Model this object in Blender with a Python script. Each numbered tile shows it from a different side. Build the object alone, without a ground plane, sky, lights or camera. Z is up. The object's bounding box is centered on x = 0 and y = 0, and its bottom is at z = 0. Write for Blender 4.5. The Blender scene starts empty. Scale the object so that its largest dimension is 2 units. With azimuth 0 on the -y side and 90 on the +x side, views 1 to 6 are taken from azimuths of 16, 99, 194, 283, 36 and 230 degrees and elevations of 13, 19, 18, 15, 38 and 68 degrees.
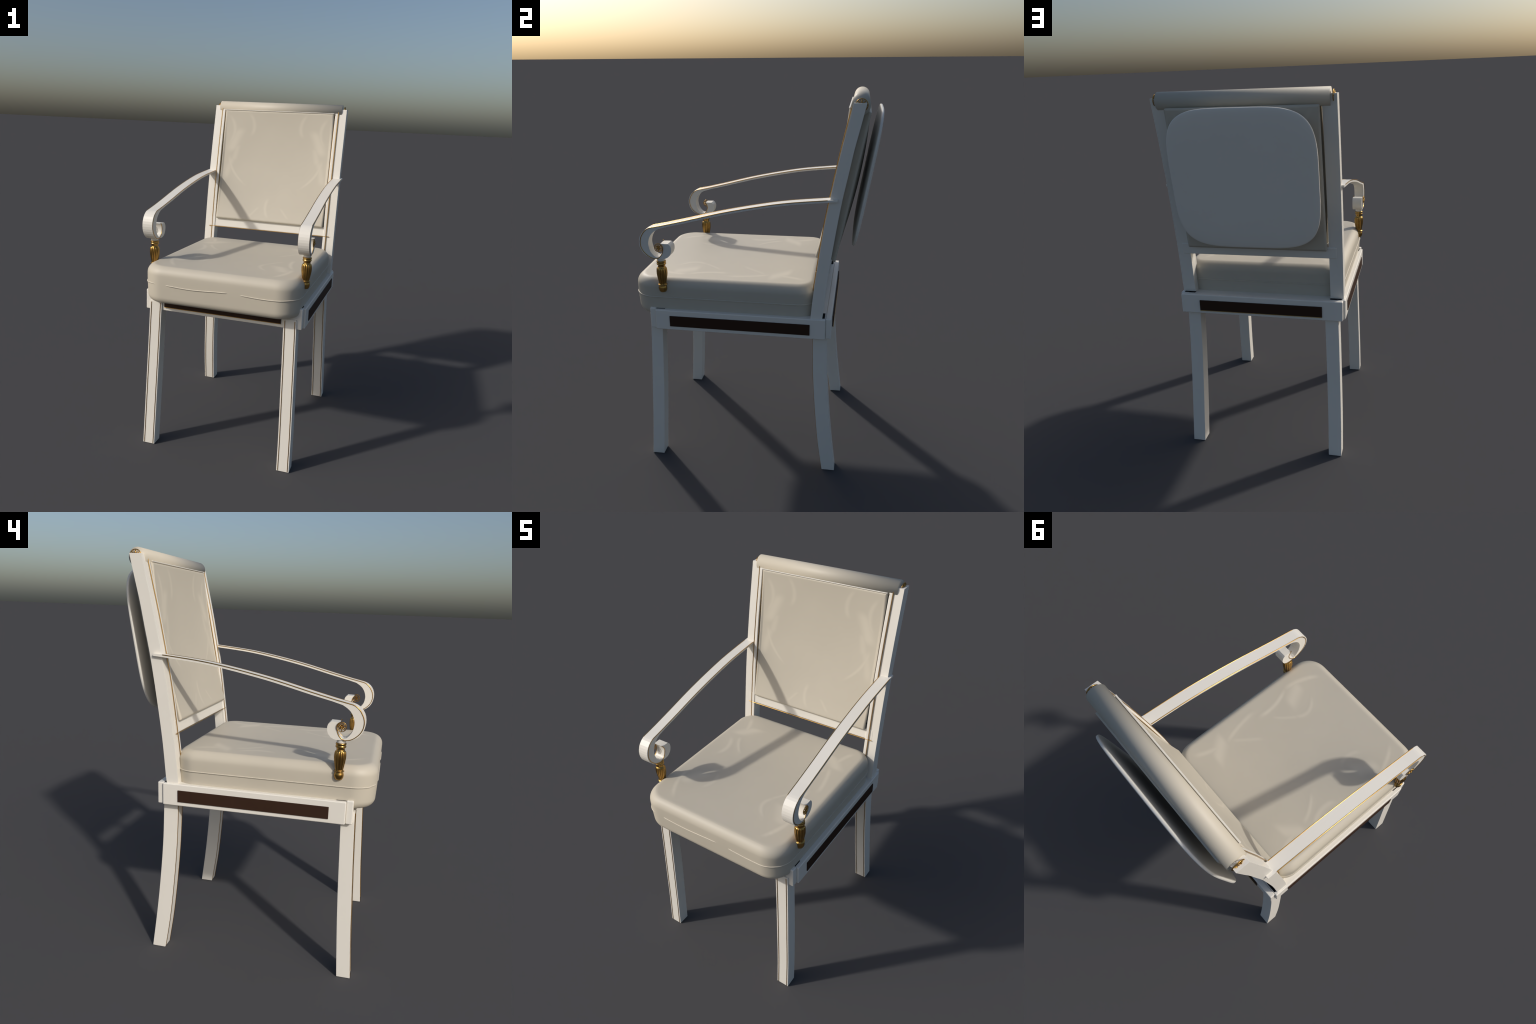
import bpy, bmesh, math, random
from mathutils import Vector, Matrix
from mathutils.geometry import tessellate_polygon

random.seed(7)
COL = bpy.context.scene.collection

# ------------------------------------------------------------------ materials
def new_mat(name):
    m = bpy.data.materials.new(name)
    m.use_nodes = True
    nt = m.node_tree
    return m, nt, nt.nodes["Principled BSDF"]

def N(nt, kind, **kw):
    n = nt.nodes.new(kind)
    for k, v in kw.items():
        setattr(n, k, v)
    return n

def math_node(nt, op, a, b=None, c=None):
    n = N(nt, "ShaderNodeMath", operation=op)
    for i, v in enumerate((a, b, c)):
        if v is None:
            continue
        if isinstance(v, (int, float)):
            n.inputs[i].default_value = v
        else:
            nt.links.new(v, n.inputs[i])
    return n.outputs[0]

def smooth_falloff(nt, val, full, zero):
    n = N(nt, "ShaderNodeMapRange", interpolation_type='SMOOTHSTEP')
    nt.links.new(val, n.inputs["Value"])
    n.inputs["From Min"].default_value = full
    n.inputs["From Max"].default_value = zero
    n.inputs["To Min"].default_value = 1.0
    n.inputs["To Max"].default_value = 0.0
    return n.outputs["Result"]

def bump_noise(nt, bsdf, coord, scale, strength, dist=0.001):
    no = N(nt, "ShaderNodeTexNoise")
    no.inputs["Scale"].default_value = scale
    no.inputs["Detail"].default_value = 3
    nt.links.new(coord, no.inputs["Vector"])
    bu = N(nt, "ShaderNodeBump")
    bu.inputs["Strength"].default_value = strength
    bu.inputs["Distance"].default_value = dist
    nt.links.new(no.outputs["Fac"], bu.inputs["Height"])
    nt.links.new(bu.outputs["Normal"], bsdf.inputs["Normal"])
    return no

def tone(nt, coord, scale, c0, c1):
    no = N(nt, "ShaderNodeTexNoise")
    no.inputs["Scale"].default_value = scale
    no.inputs["Detail"].default_value = 4
    nt.links.new(coord, no.inputs["Vector"])
    rp = N(nt, "ShaderNodeValToRGB")
    rp.color_ramp.elements[0].position = 0.35
    rp.color_ramp.elements[1].position = 0.65
    rp.color_ramp.elements[0].color = (*c0, 1)
    rp.color_ramp.elements[1].color = (*c1, 1)
    nt.links.new(no.outputs["Fac"], rp.inputs["Fac"])
    return rp.outputs["Color"]

def make_paint():
    m, nt, b = new_mat("ivory_paint")
    co = N(nt, "ShaderNodeTexCoord").outputs["Object"]
    nt.links.new(tone(nt, co, 6, PAINT, tuple(c * 0.985 for c in PAINT)), b.inputs["Base Color"])
    b.inputs["Roughness"].default_value = 0.42
    b.inputs["Specular IOR Level"].default_value = 0.5
    return m

def make_gold(name="gilding", rough=0.28):
    m, nt, b = new_mat(name)
    co = N(nt, "ShaderNodeTexCoord").outputs["Object"]
    nt.links.new(tone(nt, co, 40, GOLD, tuple(c * 0.85 for c in GOLD)), b.inputs["Base Color"])
    b.inputs["Metallic"].default_value = 1.0
    b.inputs["Roughness"].default_value = rough
    return m

def make_plain(name, col, rough):
    m, nt, b = new_mat(name)
    co = N(nt, "ShaderNodeTexCoord").outputs["Object"]
    nt.links.new(tone(nt, co, 9, col, tuple(c * 0.93 for c in col)), b.inputs["Base Color"])
    b.inputs["Roughness"].default_value = rough
    b.inputs["Specular IOR Level"].default_value = 0.2
    return m

def make_leather(name, axes, streaks, guard):
    """Cream leather; faint satin sheen painted as paler streaks, each a quadratic through three
    points in the plane given by axes; guard=(axis, lo, hi) limits them to one face."""
    m, nt, b = new_mat(name)
    co = N(nt, "ShaderNodeTexCoord").outputs["Object"]
    base = tone(nt, co, 5, FABRIC, tuple(c * 0.975 for c in FABRIC))
    b.inputs["Roughness"].default_value = 0.53
    b.inputs["Specular IOR Level"].default_value = 0.45
    if streaks:
        sx = N(nt, "ShaderNodeSeparateXYZ")
        nt.links.new(co, sx.inputs[0])
        U, V = sx.outputs[axes[0]], sx.outputs[axes[1]]
        total = None
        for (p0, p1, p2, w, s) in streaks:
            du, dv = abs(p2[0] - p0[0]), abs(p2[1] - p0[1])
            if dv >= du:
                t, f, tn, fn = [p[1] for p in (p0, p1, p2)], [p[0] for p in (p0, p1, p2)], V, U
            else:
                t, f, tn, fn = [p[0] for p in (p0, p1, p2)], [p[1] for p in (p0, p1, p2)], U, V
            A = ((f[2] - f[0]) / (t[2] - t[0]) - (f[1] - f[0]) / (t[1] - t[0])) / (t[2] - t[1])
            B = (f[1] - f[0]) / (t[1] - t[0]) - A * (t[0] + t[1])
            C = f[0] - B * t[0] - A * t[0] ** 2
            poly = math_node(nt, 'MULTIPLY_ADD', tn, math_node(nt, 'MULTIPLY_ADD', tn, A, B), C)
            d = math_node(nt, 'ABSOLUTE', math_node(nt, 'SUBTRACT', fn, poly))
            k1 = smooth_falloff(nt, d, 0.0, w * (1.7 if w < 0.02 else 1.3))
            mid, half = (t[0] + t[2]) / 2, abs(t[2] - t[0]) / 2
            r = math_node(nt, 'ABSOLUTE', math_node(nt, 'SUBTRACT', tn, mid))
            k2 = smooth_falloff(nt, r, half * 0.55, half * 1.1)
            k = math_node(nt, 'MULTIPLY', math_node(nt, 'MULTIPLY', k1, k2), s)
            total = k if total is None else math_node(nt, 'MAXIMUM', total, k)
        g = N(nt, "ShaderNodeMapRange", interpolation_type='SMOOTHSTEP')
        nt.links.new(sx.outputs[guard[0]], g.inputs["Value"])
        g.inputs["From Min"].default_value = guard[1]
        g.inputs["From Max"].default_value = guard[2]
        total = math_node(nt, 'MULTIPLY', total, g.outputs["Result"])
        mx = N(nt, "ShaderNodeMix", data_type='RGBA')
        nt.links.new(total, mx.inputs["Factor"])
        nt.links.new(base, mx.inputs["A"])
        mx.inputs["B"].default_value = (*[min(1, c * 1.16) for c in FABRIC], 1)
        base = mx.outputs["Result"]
    nt.links.new(base, b.inputs["Base Color"])
    bump_noise(nt, b, co, 160, 0.05, 0.0006)
    return m

PAINT = (0.765, 0.735, 0.668)
FABRIC = (0.53, 0.485, 0.398)
GOLD = (0.56, 0.34, 0.10)

# curves where the leather is lightened for its shine: three points, half width, strength
SEAT_STREAKS = [
    ((0.283, -0.554), (0.332, -0.446), (0.344, -0.352), 0.012, 0.75),
    ((0.344, -0.352), (0.305, -0.245), (0.305, -0.136), 0.010, 0.7),
    ((0.22, -0.438), (0.158, -0.360), (0.185, -0.280), 0.010, 0.5),
    ((0.170, -0.300), (0.21, -0.24), (0.256, -0.189), 0.009, 0.4),
    ((0.347, -0.134), (0.328, -0.005), (0.297, 0.089), 0.010, 0.6),
    ((0.297, 0.089), (0.318, 0.193), (0.35, 0.272), 0.012, 0.6),
    ((0.189, -0.075), (0.245, 0.0), (0.293, 0.065), 0.010, 0.35),
    ((-0.198, -0.067), (-0.268, 0.014), (-0.294, 0.073), 0.010, 0.55),
    ((-0.313, -0.133), (-0.300, -0.041), (-0.343, 0.048), 0.012, 0.6),
    ((-0.185, -0.278), (-0.170, -0.35), (-0.195, -0.416), 0.010, 0.4),
    ((-0.265, -0.560), (-0.33, -0.46), (-0.35, -0.33), 0.011, 0.7),
    ((-0.297, 0.089), (-0.318, 0.193), (-0.35, 0.272), 0.012, 0.6),
    ((0.32, -0.44), (0.28, -0.36), (0.245, -0.30), 0.045, 0.65),
    ((0.34, 0.08), (0.285, 0.15), (0.235, 0.20), 0.048, 0.7),
    ((-0.34, 0.08), (-0.285, 0.15), (-0.235, 0.20), 0.048, 0.7),
    ((-0.32, -0.44), (-0.28, -0.36), (-0.245, -0.30), 0.045, 0.65),
]
BACK_STREAKS = []
for sg in (-1, 1):
    BACK_STREAKS += [
        ((sg * 0.200, 1.93), (sg * 0.162, 1.857), (sg * 0.178, 1.775), 0.012, 0.55),
        ((sg * 0.335, 1.908), (sg * 0.298, 1.833), (sg * 0.335, 1.71), 0.012, 0.6),
        ((sg * 0.318, 1.64), (sg * 0.285, 1.54), (sg * 0.19, 1.445), 0.010, 0.6),
        ((sg * 0.290, 1.64), (sg * 0.318, 1.56), (sg * 0.335, 1.47), 0.018, 0.5),
        ((sg * 0.245, 1.83), (sg * 0.285, 1.75), (sg * 0.315, 1.66), 0.040, 0.75),
        ((sg * 0.265, 1.72), (sg * 0.275, 1.67), (sg * 0.292, 1.60), 0.022, 0.5),
        ((sg * 0.076, 1.312), (sg * 0.105, 1.278), (sg * 0.135, 1.245), 0.009, 0.4),
    ]
BACK_STREAKS.append(((-0.014, 1.373), (-0.030, 1.312), (-0.004, 1.238), 0.010, 0.55))

M_PAINT = make_paint()
M_GOLD = make_gold()
GOLD = (0.46, 0.275, 0.08)
M_BRONZE = make_gold("gilt_bronze", 0.30)
M_WOOD = make_plain("dark_brown_inlay", (0.038, 0.0175, 0.0095), 0.6)
M_SLOT = make_plain("slot_darkness_black", (0.004, 0.004, 0.004), 0.9)
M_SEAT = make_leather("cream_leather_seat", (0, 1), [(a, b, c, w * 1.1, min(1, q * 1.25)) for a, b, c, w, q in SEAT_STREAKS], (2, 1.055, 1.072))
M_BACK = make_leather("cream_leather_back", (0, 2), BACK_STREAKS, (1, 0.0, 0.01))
M_PLAIN = make_leather("cream_leather_plain", (0, 1), [], None)

# ------------------------------------------------------------------ mesh helpers
def finish(bm, name, mat, parent, angle=35, bevel=0.0, bseg=2, flat=False):
    bmesh.ops.remove_doubles(bm, verts=bm.verts, dist=1e-6)
    bmesh.ops.recalc_face_normals(bm, faces=bm.faces)
    if bevel:
        es = [e for e in bm.edges if len(e.link_faces) == 2 and e.calc_face_angle(0) > math.radians(40)]
        bmesh.ops.bevel(bm, geom=es, offset=bevel, segments=bseg, profile=0.5, affect='EDGES', clamp_overlap=True)
    me = bpy.data.meshes.new(name)
    bm.to_mesh(me)
    bm.free()
    if not flat:
        for p in me.polygons:
            p.use_smooth = True
        me.set_sharp_from_angle(angle=math.radians(angle))
    me.materials.append(mat)
    ob = bpy.data.objects.new(name, me)
    COL.objects.link(ob)
    ob.parent = parent
    if bevel:
        wn = ob.modifiers.new("weighted_normals", 'WEIGHTED_NORMAL')
        wn.keep_sharp = True
        wn.weight = 80
    return ob

def lerp(a, b, t):
    return a + (b - a) * t

def interp(table, z):
    """smooth (monotone hermite) interpolation of a (z, value) table"""
    if z <= table[0][0]:
        a, b = table[0], table[1]
        return a[1] + (b[1] - a[1]) / (b[0] - a[0]) * (z - a[0])
    if z >= table[-1][0]:
        a, b = table[-2], table[-1]
        return b[1] + (b[1] - a[1]) / (b[0] - a[0]) * (z - b[0])
    n = len(table)
    for i in range(n - 1):
        if table[i][0] <= z <= table[i + 1][0]:
            break
    def sl(k):
        k0, k1 = max(0, k - 1), min(n - 1, k + 1)
        return (table[k1][1] - table[k0][1]) / (table[k1][0] - table[k0][0])
    h = table[i + 1][0] - table[i][0]
    t = (z - table[i][0]) / h
    m0, m1 = sl(i) * h, sl(i + 1) * h
    return ((2 * t**3 - 3 * t**2 + 1) * table[i][1] + (t**3 - 2 * t**2 + t) * m0
            + (-2 * t**3 + 3 * t**2) * table[i + 1][1] + (t**3 - t**2) * m1)

def catmull(pts, per=6):
    out = []
    P = [Vector(p) for p in pts]
    P = [P[0] * 2 - P[1]] + P + [P[-1] * 2 - P[-2]]
    for i in range(1, len(P) - 2):
        for k in range(per):
            t = k / per
            a, b, c, d = P[i - 1], P[i], P[i + 1], P[i + 2]
            out.append(0.5 * ((2 * b) + (c - a) * t + (2 * a - 5 * b + 4 * c - d) * t * t + (3 * b - a - 3 * c + d) * t**3))
    out.append(P[-2])
    return out

def box(name, lo, hi, mat, parent, bevel=0.003, bseg=2, xf=None):
    bm = bmesh.new()
    bmesh.ops.create_cube(bm, size=1)
    for v in bm.verts:
        v.co = Vector([lerp(lo[i], hi[i], v.co[i] + 0.5) for i in range(3)])
        if xf:
            v.co = xf @ v.co
    return finish(bm, name, mat, parent, bevel=bevel, bseg=bseg)

def tube(path, r, name, mat, parent, seg=8):
    bm = bmesh.new()
    P = [Vector(p) for p in path]
    rings = []
    up = None
    for i, p in enumerate(P):
        t = (P[min(i + 1, len(P) - 1)] - P[max(i - 1, 0)]).normalized()
        if up is None:
            up = t.orthogonal().normalized()
        up = (up - t * up.dot(t)).normalized()
        sd = t.cross(up)
        rings.append([bm.verts.new(p + r * (math.cos(a) * up + math.sin(a) * sd))
                      for a in [2 * math.pi * k / seg for k in range(seg)]])
    for a, b in zip(rings, rings[1:]):
        for k in range(seg):
            bm.faces.new((a[k], a[(k + 1) % seg], b[(k + 1) % seg], b[k]))
    bm.faces.new(rings[0])
    bm.faces.new(rings[-1])
    return finish(bm, name, mat, parent, angle=50)

def loft(rings, name, mat, parent, angle=35, bevel=0.0, close=True, bseg=2):
    bm = bmesh.new()
    R = [[bm.verts.new(p) for p in r] for r in rings]
    n = len(R[0])
    for a, b in zip(R, R[1:]):
        for k in range(n):
            bm.faces.new((a[k], a[(k + 1) % n], b[(k + 1) % n], b[k]))
    if close:
        bm.faces.new(R[0])
        bm.faces.new(R[-1])
    return finish(bm, name, mat, parent, angle=angle, bevel=bevel, bseg=bseg)

def cushion(name, mat, parent, outline, profile, zfun, xf=None, angle=60):
    """Upholstered slab: concentric copies of a plan outline.
    outline(inset) -> list of (u, v); profile -> list of (inset, height);
    zfun(u, v, h, i) -> final height."""
    bm = bmesh.new()
    rings = []
    for i, (ins, h) in enumerate(profile):
        ring = []
        for (u, v) in outline(ins):
            p = Vector((u, v, zfun(u, v, h, i)))
            ring.append(bm.verts.new(xf @ p if xf else p))
        rings.append(ring)
    n = len(rings[0])
    for a, b in zip(rings, rings[1:]):
        for k in range(n):
            bm.faces.new((a[k], a[(k + 1) % n], b[(k + 1) % n], b[k]))
    for r in (rings[0], rings[-1]):
        c = sum((v.co for v in r), Vector()) / n
        cv = bm.verts.new(c)
        for k in range(n):
            bm.faces.new((r[k], r[(k + 1) % n], cv))
    return finish(bm, name, mat, parent, angle=angle)

def rounded_rect(x0, x1, y0, y1, r, ncorner=14, nside=40, inset=0.0, radii=None):
    """counter-clockwise, same vertex count for any inset"""
    x0, x1, y0, y1 = x0 + inset, x1 - inset, y0 + inset, y1 - inset
    rs = radii or (r, r, r, r)
    rs = [max(q - inset * 0.8, q * 0.12) for q in rs]
    lim = max(0.0005, min(x1 - x0, y1 - y0) * 0.49)
    rs = [min(q, lim) for q in rs]
    cs = [(x1 - rs[0], y0 + rs[0], -90, rs[0]), (x1 - rs[1], y1 - rs[1], 0, rs[1]),
          (x0 + rs[2], y1 - rs[2], 90, rs[2]), (x0 + rs[3], y0 + rs[3], 180, rs[3])]
    pts = []
    for i, (cx, cy, a0, q) in enumerate(cs):
        for k in range(ncorner + 1):
            a = math.radians(a0 + 90 * k / ncorner)
            pts.append((cx + q * math.cos(a), cy + q * math.sin(a)))
        nx, ny, na, nq = cs[(i + 1) % 4]
        e = (nx + nq * math.cos(math.radians(na)), ny + nq * math.sin(math.radians(na)))
        s = pts[-1]
        for k in range(1, nside):
            pts.append((lerp(s[0], e[0], k / nside), lerp(s[1], e[1], k / nside)))
    return pts

# ------------------------------------------------------------------ root
root = bpy.data.objects.new("armchair", None)
COL.objects.link(root)
root["label"] = "ivory painted armchair, cream leather upholstery, scrolled arms, gilt trim"
root["category"] = "armchair"

# ------------------------------------------------------------------ legs
LEG_F = [(0, -0.583), (0.2, -0.569), (0.4, -0.559), (0.6, -0.549), (0.8, -0.541), (0.9, -0.538)]
LEG_FB = [(0, -0.516), (0.2, -0.503), (0.4, -0.492), (0.6, -0.484), (0.8, -0.477), (0.9, -0.474)]
LEG_R = [(0, 0.392), (0.18, 0.366), (0.4, 0.345), (0.6, 0.332), (0.8, 0.327), (0.9, 0.326)]
LEG_RB = [(0, 0.461), (0.18, 0.439), (0.37, 0.420), (0.6, 0.404), (0.8, 0.399), (0.9, 0.398)]
LX0, LX1 = 0.3700, 0.4412
LEAN = [(0, 0.0), (0.2, -0.003), (0.45, -0.009), (0.8, -0.0175), (0.9, -0.020)]   # inward lean of the legs

def leg(sx, front, back, ztop):
    rings = []
    nz = 26
    xs = [(LX0, 0), (LX1, 0)]
    for i in range(nz + 1):
        z = ztop * i / nz
        yf, yb = interp(front, z), interp(back, z)
        le = interp(LEAN, z)
        ring = [(sx * (x + le), yf + d, z) for x, d in xs] + [(sx * (LX1 + le), yb, z), (sx * (LX0 + le), yb, z)]
        rings.append(ring)
    ob = loft(rings, "leg", M_PAINT, root, bevel=0.0018, bseg=2)
    for x in (LX0 + 0.0087, LX1 - 0.0087):
        pts = [(sx * (x + interp(LEAN, z)), interp(front, z) - 0.0006, z) for z in [0.004 + (ztop - 0.012) * k / 24 for k in range(25)]]
        tube(pts, 0.0020, "gilt_line", M_GOLD, ob)
    return ob

for sx in (1, -1):
    leg(sx, LEG_F, LEG_FB, 0.862)
    leg(sx, LEG_R, LEG_RB, 0.86)

# ------------------------------------------------------------------ seat rails
RZ0, RZ1 = 0.809, 0.9185
RX, SRX = 0.4495, 0.4605

for sx in (1, -1):
    a, b = sorted((sx * 0.412, sx * SRX))
    ob = box("seat_rail", (a, -0.4985, RZ0 - 0.001), (b, 0.3915, RZ1 - 0.001), M_PAINT, root, bevel=0.005, bseg=3)
    # dark inlay strip, standing a little proud of the rail
    a, b = sorted((sx * (SRX - 0.01), sx * (SRX + 0.004)))
    box("inlay_strip", (a, -0.421, 0.8295), (b, 0.313, 0.8880), M_WOOD, ob, bevel=0.0006, bseg=1)
    # black plates modelled as slot shadow, beside front leg and behind upright
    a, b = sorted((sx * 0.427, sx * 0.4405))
    box("slot_shadow_plate", (a, -0.4955, 0.905), (b, -0.4515, RZ1 + 0.0002), M_SLOT, ob, bevel=0)
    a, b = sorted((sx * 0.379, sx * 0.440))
    box("slot_shadow_plate", (a, 0.366, 0.905), (b, 0.3865, RZ1 + 0.0008), M_SLOT, ob, bevel=0)
rear = box("seat_rail", (-RX, 0.3915, RZ0), (RX, 0.421, RZ1), M_PAINT, root, bevel=0.005, bseg=3)
box("inlay_strip", (-0.3405, 0.40, 0.8285), (0.3405, 0.4270, 0.8875), M_WOOD, rear, bevel=0.0006, bseg=1)
tube([(-0.3405, 0.4265, 0.8285), (0.3405, 0.4265, 0.8285)], 0.0018, "gilt_line", M_GOLD, rear)
front = box("seat_rail", (-RX, -0.531, RZ0), (RX, -0.4985, RZ1 + 0.004), M_PAINT, root, bevel=0.005, bseg=3)
box("inlay_strip", (-0.3368, -0.5370, 0.8300), (0.3368, -0.505, 0.8885), M_WOOD, front, bevel=0.0006, bseg=1)
tube([(-0.3368, -0.5365, 0.8300), (0.3368, -0.5365, 0.8300)], 0.0018, "gilt_line", M_GOLD, front)
box("seat_board", (-0.4125, -0.4990, 0.868), (0.4125, 0.3920, 0.912), M_PAINT, root, bevel=0)
box("rail_top_fillet", (-0.4125, 0.30, 0.9115), (0.4125, 0.3920, 0.9165), M_PAINT, root, bevel=0)

# ------------------------------------------------------------------ seat cushion
CX, CY0, CY1 = 0.440, -0.627, 0.345
CZ0, CZ1 = 0.874, 1.0830
def seat_outline(ins):
    return rounded_rect(-CX, CX, CY0, CY1, 0.075, 16, 60, ins, radii=(0.118, 0.100, 0.100, 0.118))
TOPH = 0.052 * math.sin(math.radians(72))
prof = []
for k in range(8):
    prof.append((0.40 - k * 0.05, CZ0))
for k in range(11):                                  # lower edge roll
    a = math.radians(90 * k / 10)
    prof.append((0.036 * (1 - math.sin(a)) + 0.004, CZ0 + 0.042 * (1 - math.cos(a))))
for k in range(1, 9):                                # side wall, slight swell
    t = k / 9
    prof.append((0.004 * (1 - math.sin(t * math.pi / 2)), lerp(CZ0 + 0.042, CZ1 - TOPH, t)))
for k in range(13):                                  # upper edge roll, ends in a soft crease
    a = math.radians(72 * k / 12)
    prof.append((0.052 * (1 - math.cos(a)), CZ1 - TOPH + 0.052 * math.sin(a)))
for k in range(1, 41):
    prof.append((0.037 + k * 0.0096, CZ1))
nprof = len(prof)
ntop = nprof - 41
def streak_height(u, v):
    h = 0.0
    for (p0, p1, p2, w, s) in SEAT_STREAKS:
        best = 9
        for k in range(9):
            t = k / 8
            x = (1 - t)**2 * p0[0] + 2 * t * (1 - t) * (2 * p1[0] - (p0[0] + p2[0]) / 2) + t * t * p2[0]
            y = (1 - t)**2 * p0[1] + 2 * t * (1 - t) * (2 * p1[1] - (p0[1] + p2[1]) / 2) + t * t * p2[1]
            d = (u - x)**2 + (v - y)**2
            if d < best:
                best = d
        h = max(h, s * math.exp(-best / (w * 1.3)**2))
    return h
def seat_z(u, v, h, i):
    if i < ntop - 1:
        return h
    cu = max(0, 1 - (u / (CX - 0.025))**2)
    vm, vh = (CY0 + CY1) / 2, (CY1 - CY0) / 2 - 0.025
    cv = max(0, 1 - ((v - vm) / vh)**2)
    return h - 0.0015 * (cu * cv) ** 0.7 + 0.0012 * streak_height(u, v) * min(1, (cu * cv) * 8)
seat = cushion("seat_cushion", M_SEAT, root, seat_outline, prof, seat_z)

# piping: runs all round, sinks into the leather at two places in front
path = []
PIPE_Z = 0.983
out = rounded_rect(-CX, CX, CY0, CY1, 0.075, 16, 60, 0.0005, radii=(0.118, 0.100, 0.100, 0.118))
cx, cy = 0, (CY0 + CY1) / 2
for (u, v) in out:
    gap = 0
    if v < CY0 + 0.03:
        for c, h in ((-0.32, 0.008), (0.10, 0.012)):
            gap = max(gap, 1 - min(1, max(0, abs(u - c) - h) / 0.045))
        wave = 0.004 * math.sin(u * 15 + 0.6)
    else:
        wave = 0
    gap = gap * gap * (3 - 2 * gap)
    d = Vector((u / CX, (v - cy) / (CY1 - cy), 0))
    nrm = Vector((0, 0, 0))
    if abs(d.x) > 0.83: nrm.x = math.copysign(abs(d.x) - 0.8, d.x)
    if abs(d.y) > 0.83: nrm.y = math.copysign(abs(d.y) - 0.8, d.y)
    nrm = nrm.normalized() if nrm.length else Vector((0, 0, 0))
    path.append(Vector((u, v, PIPE_Z + wave)) - nrm * (0.007 * gap))
path.append(path[0].copy())
tube(path, 0.0033, "piping", M_PLAIN, seat, seg=8)

# ------------------------------------------------------------------ back uprights
ST_F = [(0.905, 0.314), (1.0, 0.322), (1.1, 0.333), (1.2, 0.346), (1.3, 0.359), (1.4, 0.3735), (1.53, 0.3965),
        (1.69, 0.4275), (1.77, 0.4445), (1.86, 0.4645), (1.97, 0.4885)]
ST_B = [(0.905, 0.372), (0.95, 0.378), (1.1, 0.392), (1.2, 0.404), (1.3, 0.418), (1.42, 0.4355), (1.54, 0.455),
        (1.655, 0.478), (1.766, 0.4995), (1.86, 0.5215), (1.97, 0.5465)]
def upright(sx):
    # main post with a rebate on the inner front edge
    xs = [(0.3795, 0.004), (0.3985, 0.004), (0.3985, 0.005), (0.4040, 0.005), (0.4040, 0.0), (0.4495, 0.0)]
    rings = []
    n = 44
    for i in range(n + 1):
        z = lerp(0.905, 1.9705, i / n)
        yf, yb = interp(ST_F, z), interp(ST_B, z)
        rings.append([(sx * x, yf + d, z) for x, d in xs] + [(sx * 0.4495, yb, z), (sx * 0.3795, yb, z)])
    ob = loft(rings, "back_upright", M_PAINT, root, bevel=0.0022, bseg=2)
    # raised inner moulding strip, stops short of the top
    rings = []
    for i in range(n + 1):
        z = lerp(0.94, 1.9445, i / n)
        yf = interp(ST_F, z)
        rings.append([(sx * 0.3785, yf - 0.005, z), (sx * 0.3965, yf - 0.005, z),
                      (sx * 0.3965, yf + 0.008, z), (sx * 0.3785, yf + 0.008, z)])
    loft(rings, "moulding_strip", M_PAINT, ob, bevel=0.003, bseg=3)
    zs = [lerp(0.945, 1.957, k / 40) for k in range(41)]
    tube([(sx * 0.3985, interp(ST_F, z) - 0.0055, z) for z in zs], 0.0021, "gilt_line", M_GOLD, ob)
    zs = [lerp(1.215, 1.93, k / 30) for k in range(31)]
    tube([(sx * 0.3775, interp(ST_F, z) + 0.004, z) for z in zs], 0.0021, "gilt_line", M_GOLD, ob)
    return ob
uprights = {sx: upright(sx) for sx in (1, -1)}

# ------------------------------------------------------------------ crossrail below the back cushion
tilt = Matrix.Translation((0, 0.3780, 1.184)) @ Matrix.Rotation(-math.atan(0.13), 4, 'X')
cr = box("crossrail", (-0.419, -0.0345, -0.031), (0.419, 0.0285, 0.030), M_PAINT, root, bevel=0.0035, bseg=3, xf=tilt)
tube([(-0.419, 0.3365, 1.157), (0.419, 0.3365, 1.157)], 0.0021, "gilt_line", M_GOLD, cr)

# ------------------------------------------------------------------ back cushion
SL = 0.195
ang = math.atan(SL)
zc = (1.216 + 1.944) / 2
hh = (1.944 - 1.216) / 2 / math.cos(ang)
# local u -> x, local v -> up the slope, local height -> towards the front
def tilted(yc, zc_, ang_):
    return Matrix(((1, 0, 0, 0), (0, math.sin(ang_), -math.cos(ang_), yc), (0, math.cos(ang_), math.sin(ang_), zc_), (0, 0, 0, 1)))
yc_front = 0.325 + SL * (zc - 1.216)
xf = tilted(yc_front, zc, ang)
PW = 0.3725
TH = 0.104
def pad_outline(ins):
    return rounded_rect(-PW, PW, -hh, hh, 0.006, 4, 60, ins)
prof_b = [(0.34 - k * 0.02, -TH) for k in range(17)]
prof_b += [(0.012, -TH), (0.0, -TH), (0.0, -TH + 0.012), (0.034, -0.052), (0.006, -0.026)]
NBACK = len(prof_b) - 4
for k in range(8):
    a = math.radians(90 * k / 7)
    prof_b.append((0.014 * (1 - math.cos(a)), -0.012 * (1 - math.sin(a))))
prof_b.append((0.020, 0.0))
for k in range(1, 37):
    prof_b.append((0.020 + k * 0.0093, 0.0))
npb = len(prof_b)
def back_streak(u, v):
    z = zc + v * math.cos(ang)
    h = 0.0
    for (p0, p1, p2, w, s) in BACK_STREAKS:
        best = 9
        for k in range(9):
            t = k / 8
            x = (1 - t)**2 * p0[0] + 2 * t * (1 - t) * (2 * p1[0] - (p0[0] + p2[0]) / 2) + t * t * p2[0]
            y = (1 - t)**2 * p0[1] + 2 * t * (1 - t) * (2 * p1[1] - (p0[1] + p2[1]) / 2) + t * t * p2[1]
            best = min(best, (u - x)**2 + (z - y)**2)
        h = max(h, s * math.exp(-best / (w * 1.3)**2))
    return h
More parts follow.
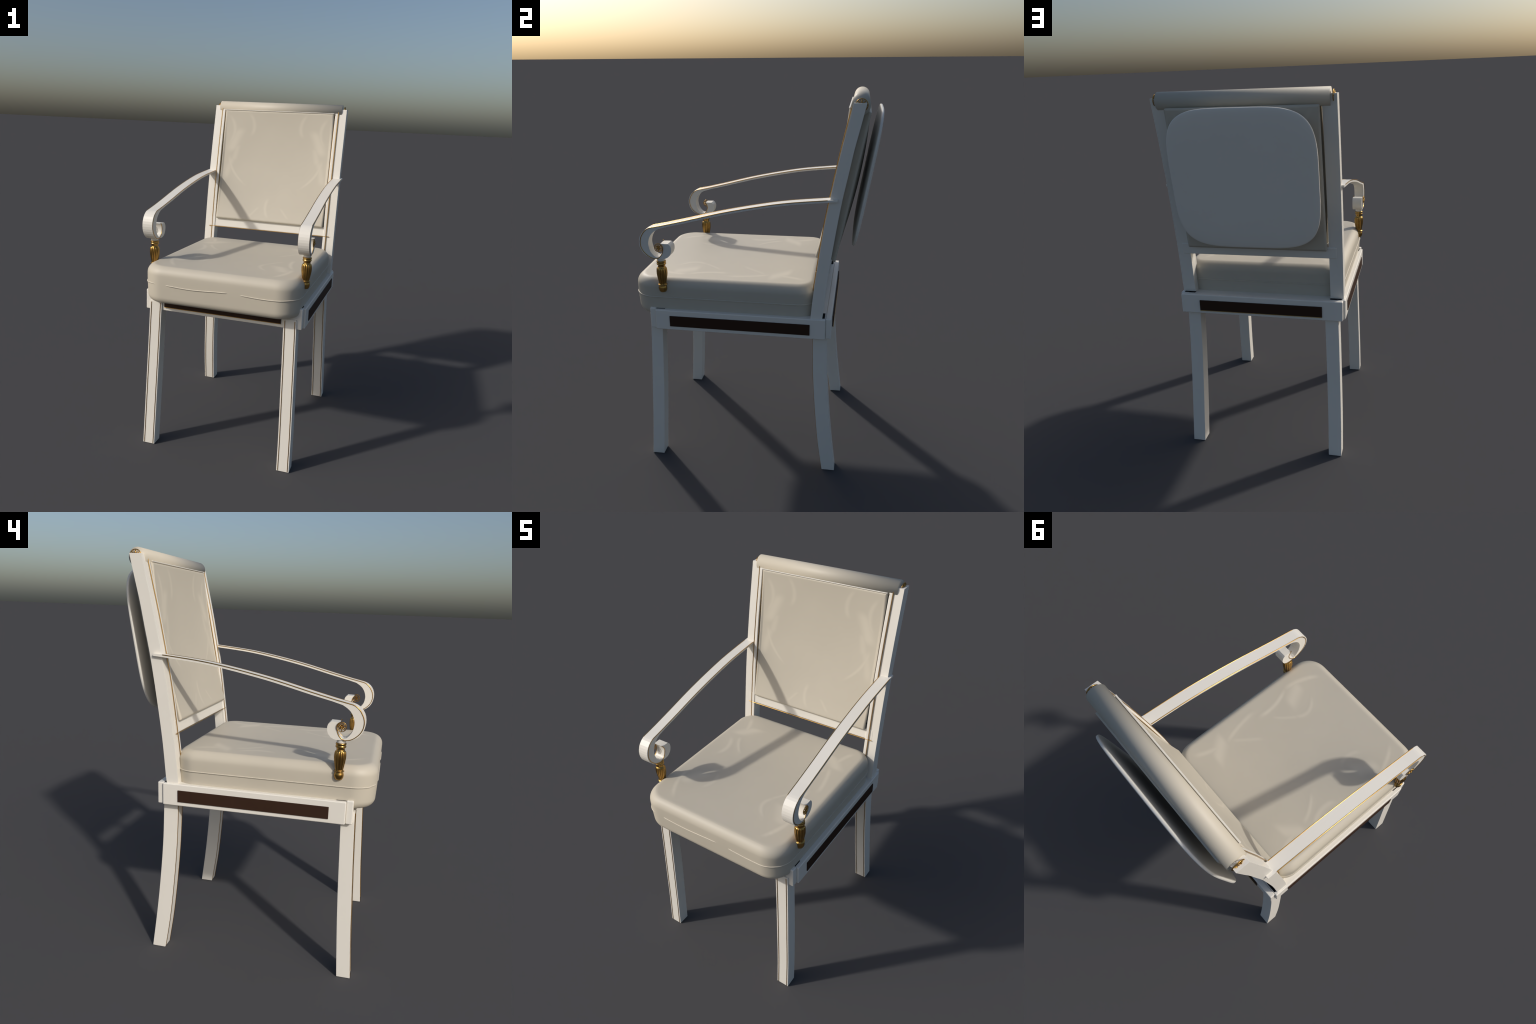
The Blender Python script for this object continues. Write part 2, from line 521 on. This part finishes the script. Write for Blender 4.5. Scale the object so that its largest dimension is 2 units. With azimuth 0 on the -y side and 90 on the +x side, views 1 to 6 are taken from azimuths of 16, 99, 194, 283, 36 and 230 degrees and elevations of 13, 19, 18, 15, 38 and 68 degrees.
def pad_z(u, v, h, i):
    cu = max(0, 1 - (u / PW)**2)
    cv = max(0, 1 - (v / hh)**2)
    if i <= NBACK:
        return h - 0.028 * (cu * cv) ** 1.0
    side = min(1.0, max(0.0, (i - NBACK - 2) / 9.0))
    return h - 0.019 * cv * side - 0.009 * (cu * cv) ** 0.8 + 0.0008 * back_streak(u, v) * min(1, cu * cv * 8)
back = cushion("back_cushion", M_BACK, root, pad_outline, prof_b, pad_z, xf=xf, angle=180)

# narrow pale strip along the top of the back cushion
box("top_pale_strip", (-0.3735, 0.4655, 1.9415), (0.3735, 0.4725, 1.9455), M_PAINT, root, bevel=0.0015, bseg=2)

# ------------------------------------------------------------------ head roll
RY, RZC, RR = 0.520, 1.957, 0.043
rings = []
# long facets with the end discs smoothed into the barrel, as the original is shaded
for x in (-0.418, 0.418):
    rings.append([(x, RY + RR * math.cos(2 * math.pi * k / 40), RZC + RR * math.sin(2 * math.pi * k / 40)) for k in range(40)])
loft(rings, "head_roll", M_PLAIN, root, angle=180)

# ------------------------------------------------------------------ rosettes
def rosette_mesh(R, name):
    bm = bmesh.new()
    # outer ring (torus about local z)
    tr = R * 0.075
    n, m = 32, 8
    vs = [[bm.verts.new(((R - tr + tr * math.cos(b)) * math.cos(a), (R - tr + tr * math.cos(b)) * math.sin(a), tr * math.sin(b)))
           for b in [2 * math.pi * j / m for j in range(m)]] for a in [2 * math.pi * i / n for i in range(n)]]
    for i in range(n):
        for j in range(m):
            bm.faces.new((vs[i][j], vs[(i + 1) % n][j], vs[(i + 1) % n][(j + 1) % m], vs[i][(j + 1) % m]))
    def blob(c, s, rot):
        mt = Matrix.Translation(c) @ Matrix.Rotation(rot, 4, 'Z') @ Matrix.Diagonal((*s, 1))
        bmesh.ops.create_uvsphere(bm, u_segments=10, v_segments=7, radius=1, matrix=mt)
    blob((0, 0, R * 0.14), (R * 0.24, R * 0.24, R * 0.26), 0)
    for k in range(8):
        a = 2 * math.pi * k / 8
        blob((R * 0.45 * math.cos(a), R * 0.45 * math.sin(a), R * 0.05), (R * 0.29, R * 0.14, R * 0.19), a)
        blob((R * 0.75 * math.cos(a), R * 0.75 * math.sin(a), R * 0.05), (R * 0.10, R * 0.09, R * 0.11), a)
        a += math.pi / 8
        blob((R * 0.72 * math.cos(a), R * 0.72 * math.sin(a), 0), (R * 0.12, R * 0.05, R * 0.06), a)
    return bm

ros_small = None
def rosette(sx, pos, R, parent):
    bm = rosette_mesh(R, "rosette")
    mt = Matrix.Translation(pos) @ Matrix.Rotation(sx * math.pi / 2, 4, 'Y')
    bmesh.ops.transform(bm, matrix=mt, verts=bm.verts)
    return finish(bm, "rosette", M_BRONZE, parent, angle=60)

for sx in (1, -1):
    rosette(sx, (sx * 0.4315, RY + 0.003, 1.961), 0.0295, root)

# ------------------------------------------------------------------ rear shell panel
SA, SB, SN = 0.367, 0.352, 4.3
def shell_outline(ins):
    a, b = SA - ins, SB - ins
    pts = []
    n = 160
    for k in range(n):
        t = 2 * math.pi * k / n
        c, s = math.cos(t), math.sin(t)
        pts.append((a * math.copysign(abs(c) ** (2 / SN), c), b * math.copysign(abs(s) ** (2 / SN), s)))
    return pts
def quarter(d, w):
    """swell of a padded face at distance d from its rim"""
    t = min(1.0, d / w)
    return math.sqrt(max(0.0, 1 - (1 - t) ** 2))
insets = [0.0, 0.0015, 0.004, 0.008, 0.014, 0.022, 0.032, 0.045, 0.06, 0.08, 0.10, 0.13, 0.16, 0.19, 0.22, 0.26, 0.30, 0.34]
prof_s = [(d, -0.004 - 0.012 * quarter(d, 0.16)) for d in reversed(insets)]
prof_s += [(d, 0.004 * (1 if d > 0 else 0.6) + 0.011 * quarter(d, 0.19)) for d in insets]
sang = math.atan(0.168)
shell_xf = tilted(0.567, 1.579, sang)
cushion("back_panel", M_PAINT, root, shell_outline, prof_s, lambda u, v, h, i: h, xf=shell_xf, angle=80)

# ------------------------------------------------------------------ arms
AX0, AX1 = 0.406, 0.464
top = catmull([(0.432, 1.536), (0.386, 1.5325), (0.20, 1.514), (0.045, 1.489), (-0.13, 1.453), (-0.305, 1.409), (-0.42, 1.381)], 6)
ac, arx, arz = (-0.477, 1.2855), 0.0775, 0.0815
arc = []
gold_arc = []
for k in range(18):
    a = math.radians(lerp(102, 276, k / 17))
    arc.append(Vector((ac[0] + arx * math.cos(a), ac[1] + arz * math.sin(a))))
for k in range(33):                     # the gilt line runs a little inside the edge round the scroll
    a = math.radians(lerp(102, 276, k / 32))
    q = 0.0065 * min(1, k / 8, (32 - k) / 8)
    gold_arc.append(Vector((ac[0] + (arx - q) * math.cos(a), ac[1] + (arz - q) * math.sin(a))))
hook = catmull([(-0.456, 1.2055), (-0.440, 1.204), (-0.424, 1.2055), (-0.409, 1.2125), (-0.397, 1.2245), (-0.3895, 1.242),
                (-0.3885, 1.260), (-0.393, 1.274), (-0.404, 1.2845)], 3)
hook_in = catmull([(-0.444, 1.2835), (-0.436, 1.272), (-0.432, 1.258), (-0.433, 1.245), (-0.440, 1.228), (-0.450, 1.2155), (-0.462, 1.2095)], 3)
cres = catmull([(-0.475, 1.2145), (-0.487, 1.226), (-0.499, 1.244), (-0.505, 1.267), (-0.506, 1.287), (-0.500, 1.310),
                (-0.489, 1.330), (-0.473, 1.346), (-0.450, 1.3605)], 3)
under = catmull([(-0.400, 1.3745), (-0.305, 1.397), (-0.13, 1.441), (0.045, 1.4775), (0.20, 1.503), (0.386, 1.5215), (0.432, 1.525)], 6)
outline = top + arc + hook + hook_in + cres + under
gold_path = [p for p in top if p[0] < 0.388] + gold_arc + [Vector((-0.456, 1.2095))] + list(reversed(hook_in))[3:]

def arm(sx):
    bm = bmesh.new()
    a = [bm.verts.new((sx * AX0, p[0], p[1])) for p in outline]
    b = [bm.verts.new((sx * AX1, p[0], p[1])) for p in outline]
    n = len(a)
    for k in range(n):
        bm.faces.new((a[k], a[(k + 1) % n], b[(k + 1) % n], b[k]))
    for tri in tessellate_polygon([[Vector((p[0], p[1], 0)) for p in outline]]):
        bm.faces.new([a[i] for i in tri])
        bm.faces.new([b[i] for i in tri])
    ob = finish(bm, "armrest", M_PAINT, root, flat=True)
    for x in (AX0, AX1):
        pts = [(sx * x, p[0], p[1] - 0.0005) for p in gold_path]
        if x == AX0:
            pts += [(sx * x, -0.4465, 1.287), (sx * x, -0.447, 1.289)]
        tube(pts, 0.0021, "gilt_line", M_GOLD, ob, seg=8)
    rosette(sx, (sx * (AX1 + 0.005), -0.452, 1.2645), 0.0232, ob)
    # fluted gilt baluster below the scroll
    cx_, cy_ = sx * 0.4395, -0.453
    prof = [(1.1885, 0.0), (1.1885, 0.021), (1.1870, 0.0235), (1.1835, 0.0242), (1.1795, 0.0235), (1.1775, 0.0215), (1.1760, 0.0215),
            (1.1740, 0.0238), (1.1710, 0.0243), (1.1680, 0.0235), (1.1655, 0.0200), (1.1600, 0.0186), (1.1545, 0.0190)]
    body = [(1.1520, 0.0205), (1.1500, 0.0235), (1.1470, 0.0255), (1.1400, 0.0268), (1.1300, 0.0277), (1.1200, 0.0278), (1.1100, 0.0270), (1.1000, 0.0255),
            (1.0900, 0.0237), (1.0800, 0.0217), (1.0700, 0.0198), (1.0630, 0.0186)]
    foot = [(1.0610, 0.0186), (1.0600, 0.0215), (1.0580, 0.0226), (1.0560, 0.0215), (1.0545, 0.0185), (1.0525, 0.0180), (1.0490, 0.0193), (1.0440, 0.0208),
            (1.0380, 0.0213), (1.0320, 0.0206), (1.0260, 0.0188), (1.0200, 0.0160), (1.0175, 0.0135), (1.0170, 0.0)]
    ns = 120
    rings = []
    for grp, (tab) in enumerate((prof, body, foot)):
        for i, (z, r) in enumerate(tab):
            ring = []
            for k in range(ns):
                t = 2 * math.pi * k / ns
                rr = max(r + (0.0014 if grp == 2 and r > 0 else 0), 0.0004)
                if grp == 1:
                    depth = 0.0034 * min(1, i / 2.0) * (1 if i < len(body) - 2 else 0.6)
                    rr -= depth * (1 - abs(math.sin(6 * t)) ** 0.7)
                ring.append((cx_ + rr * math.cos(t), cy_ + rr * math.sin(t), z))
            rings.append(ring)
    loft(rings, "baluster", M_BRONZE, ob, angle=50)
    # painted button between baluster and scroll
    rings = [[(cx_ + r * math.cos(2 * math.pi * k / 32), cy_ + r * math.sin(2 * math.pi * k / 32), z) for k in range(32)]
             for z, r in ((1.187, 0.019), (1.193, 0.0205), (1.209, 0.0205))]
    loft(rings, "scroll_button", M_PAINT, ob)
    return ob
for sx in (1, -1):
    arm(sx)
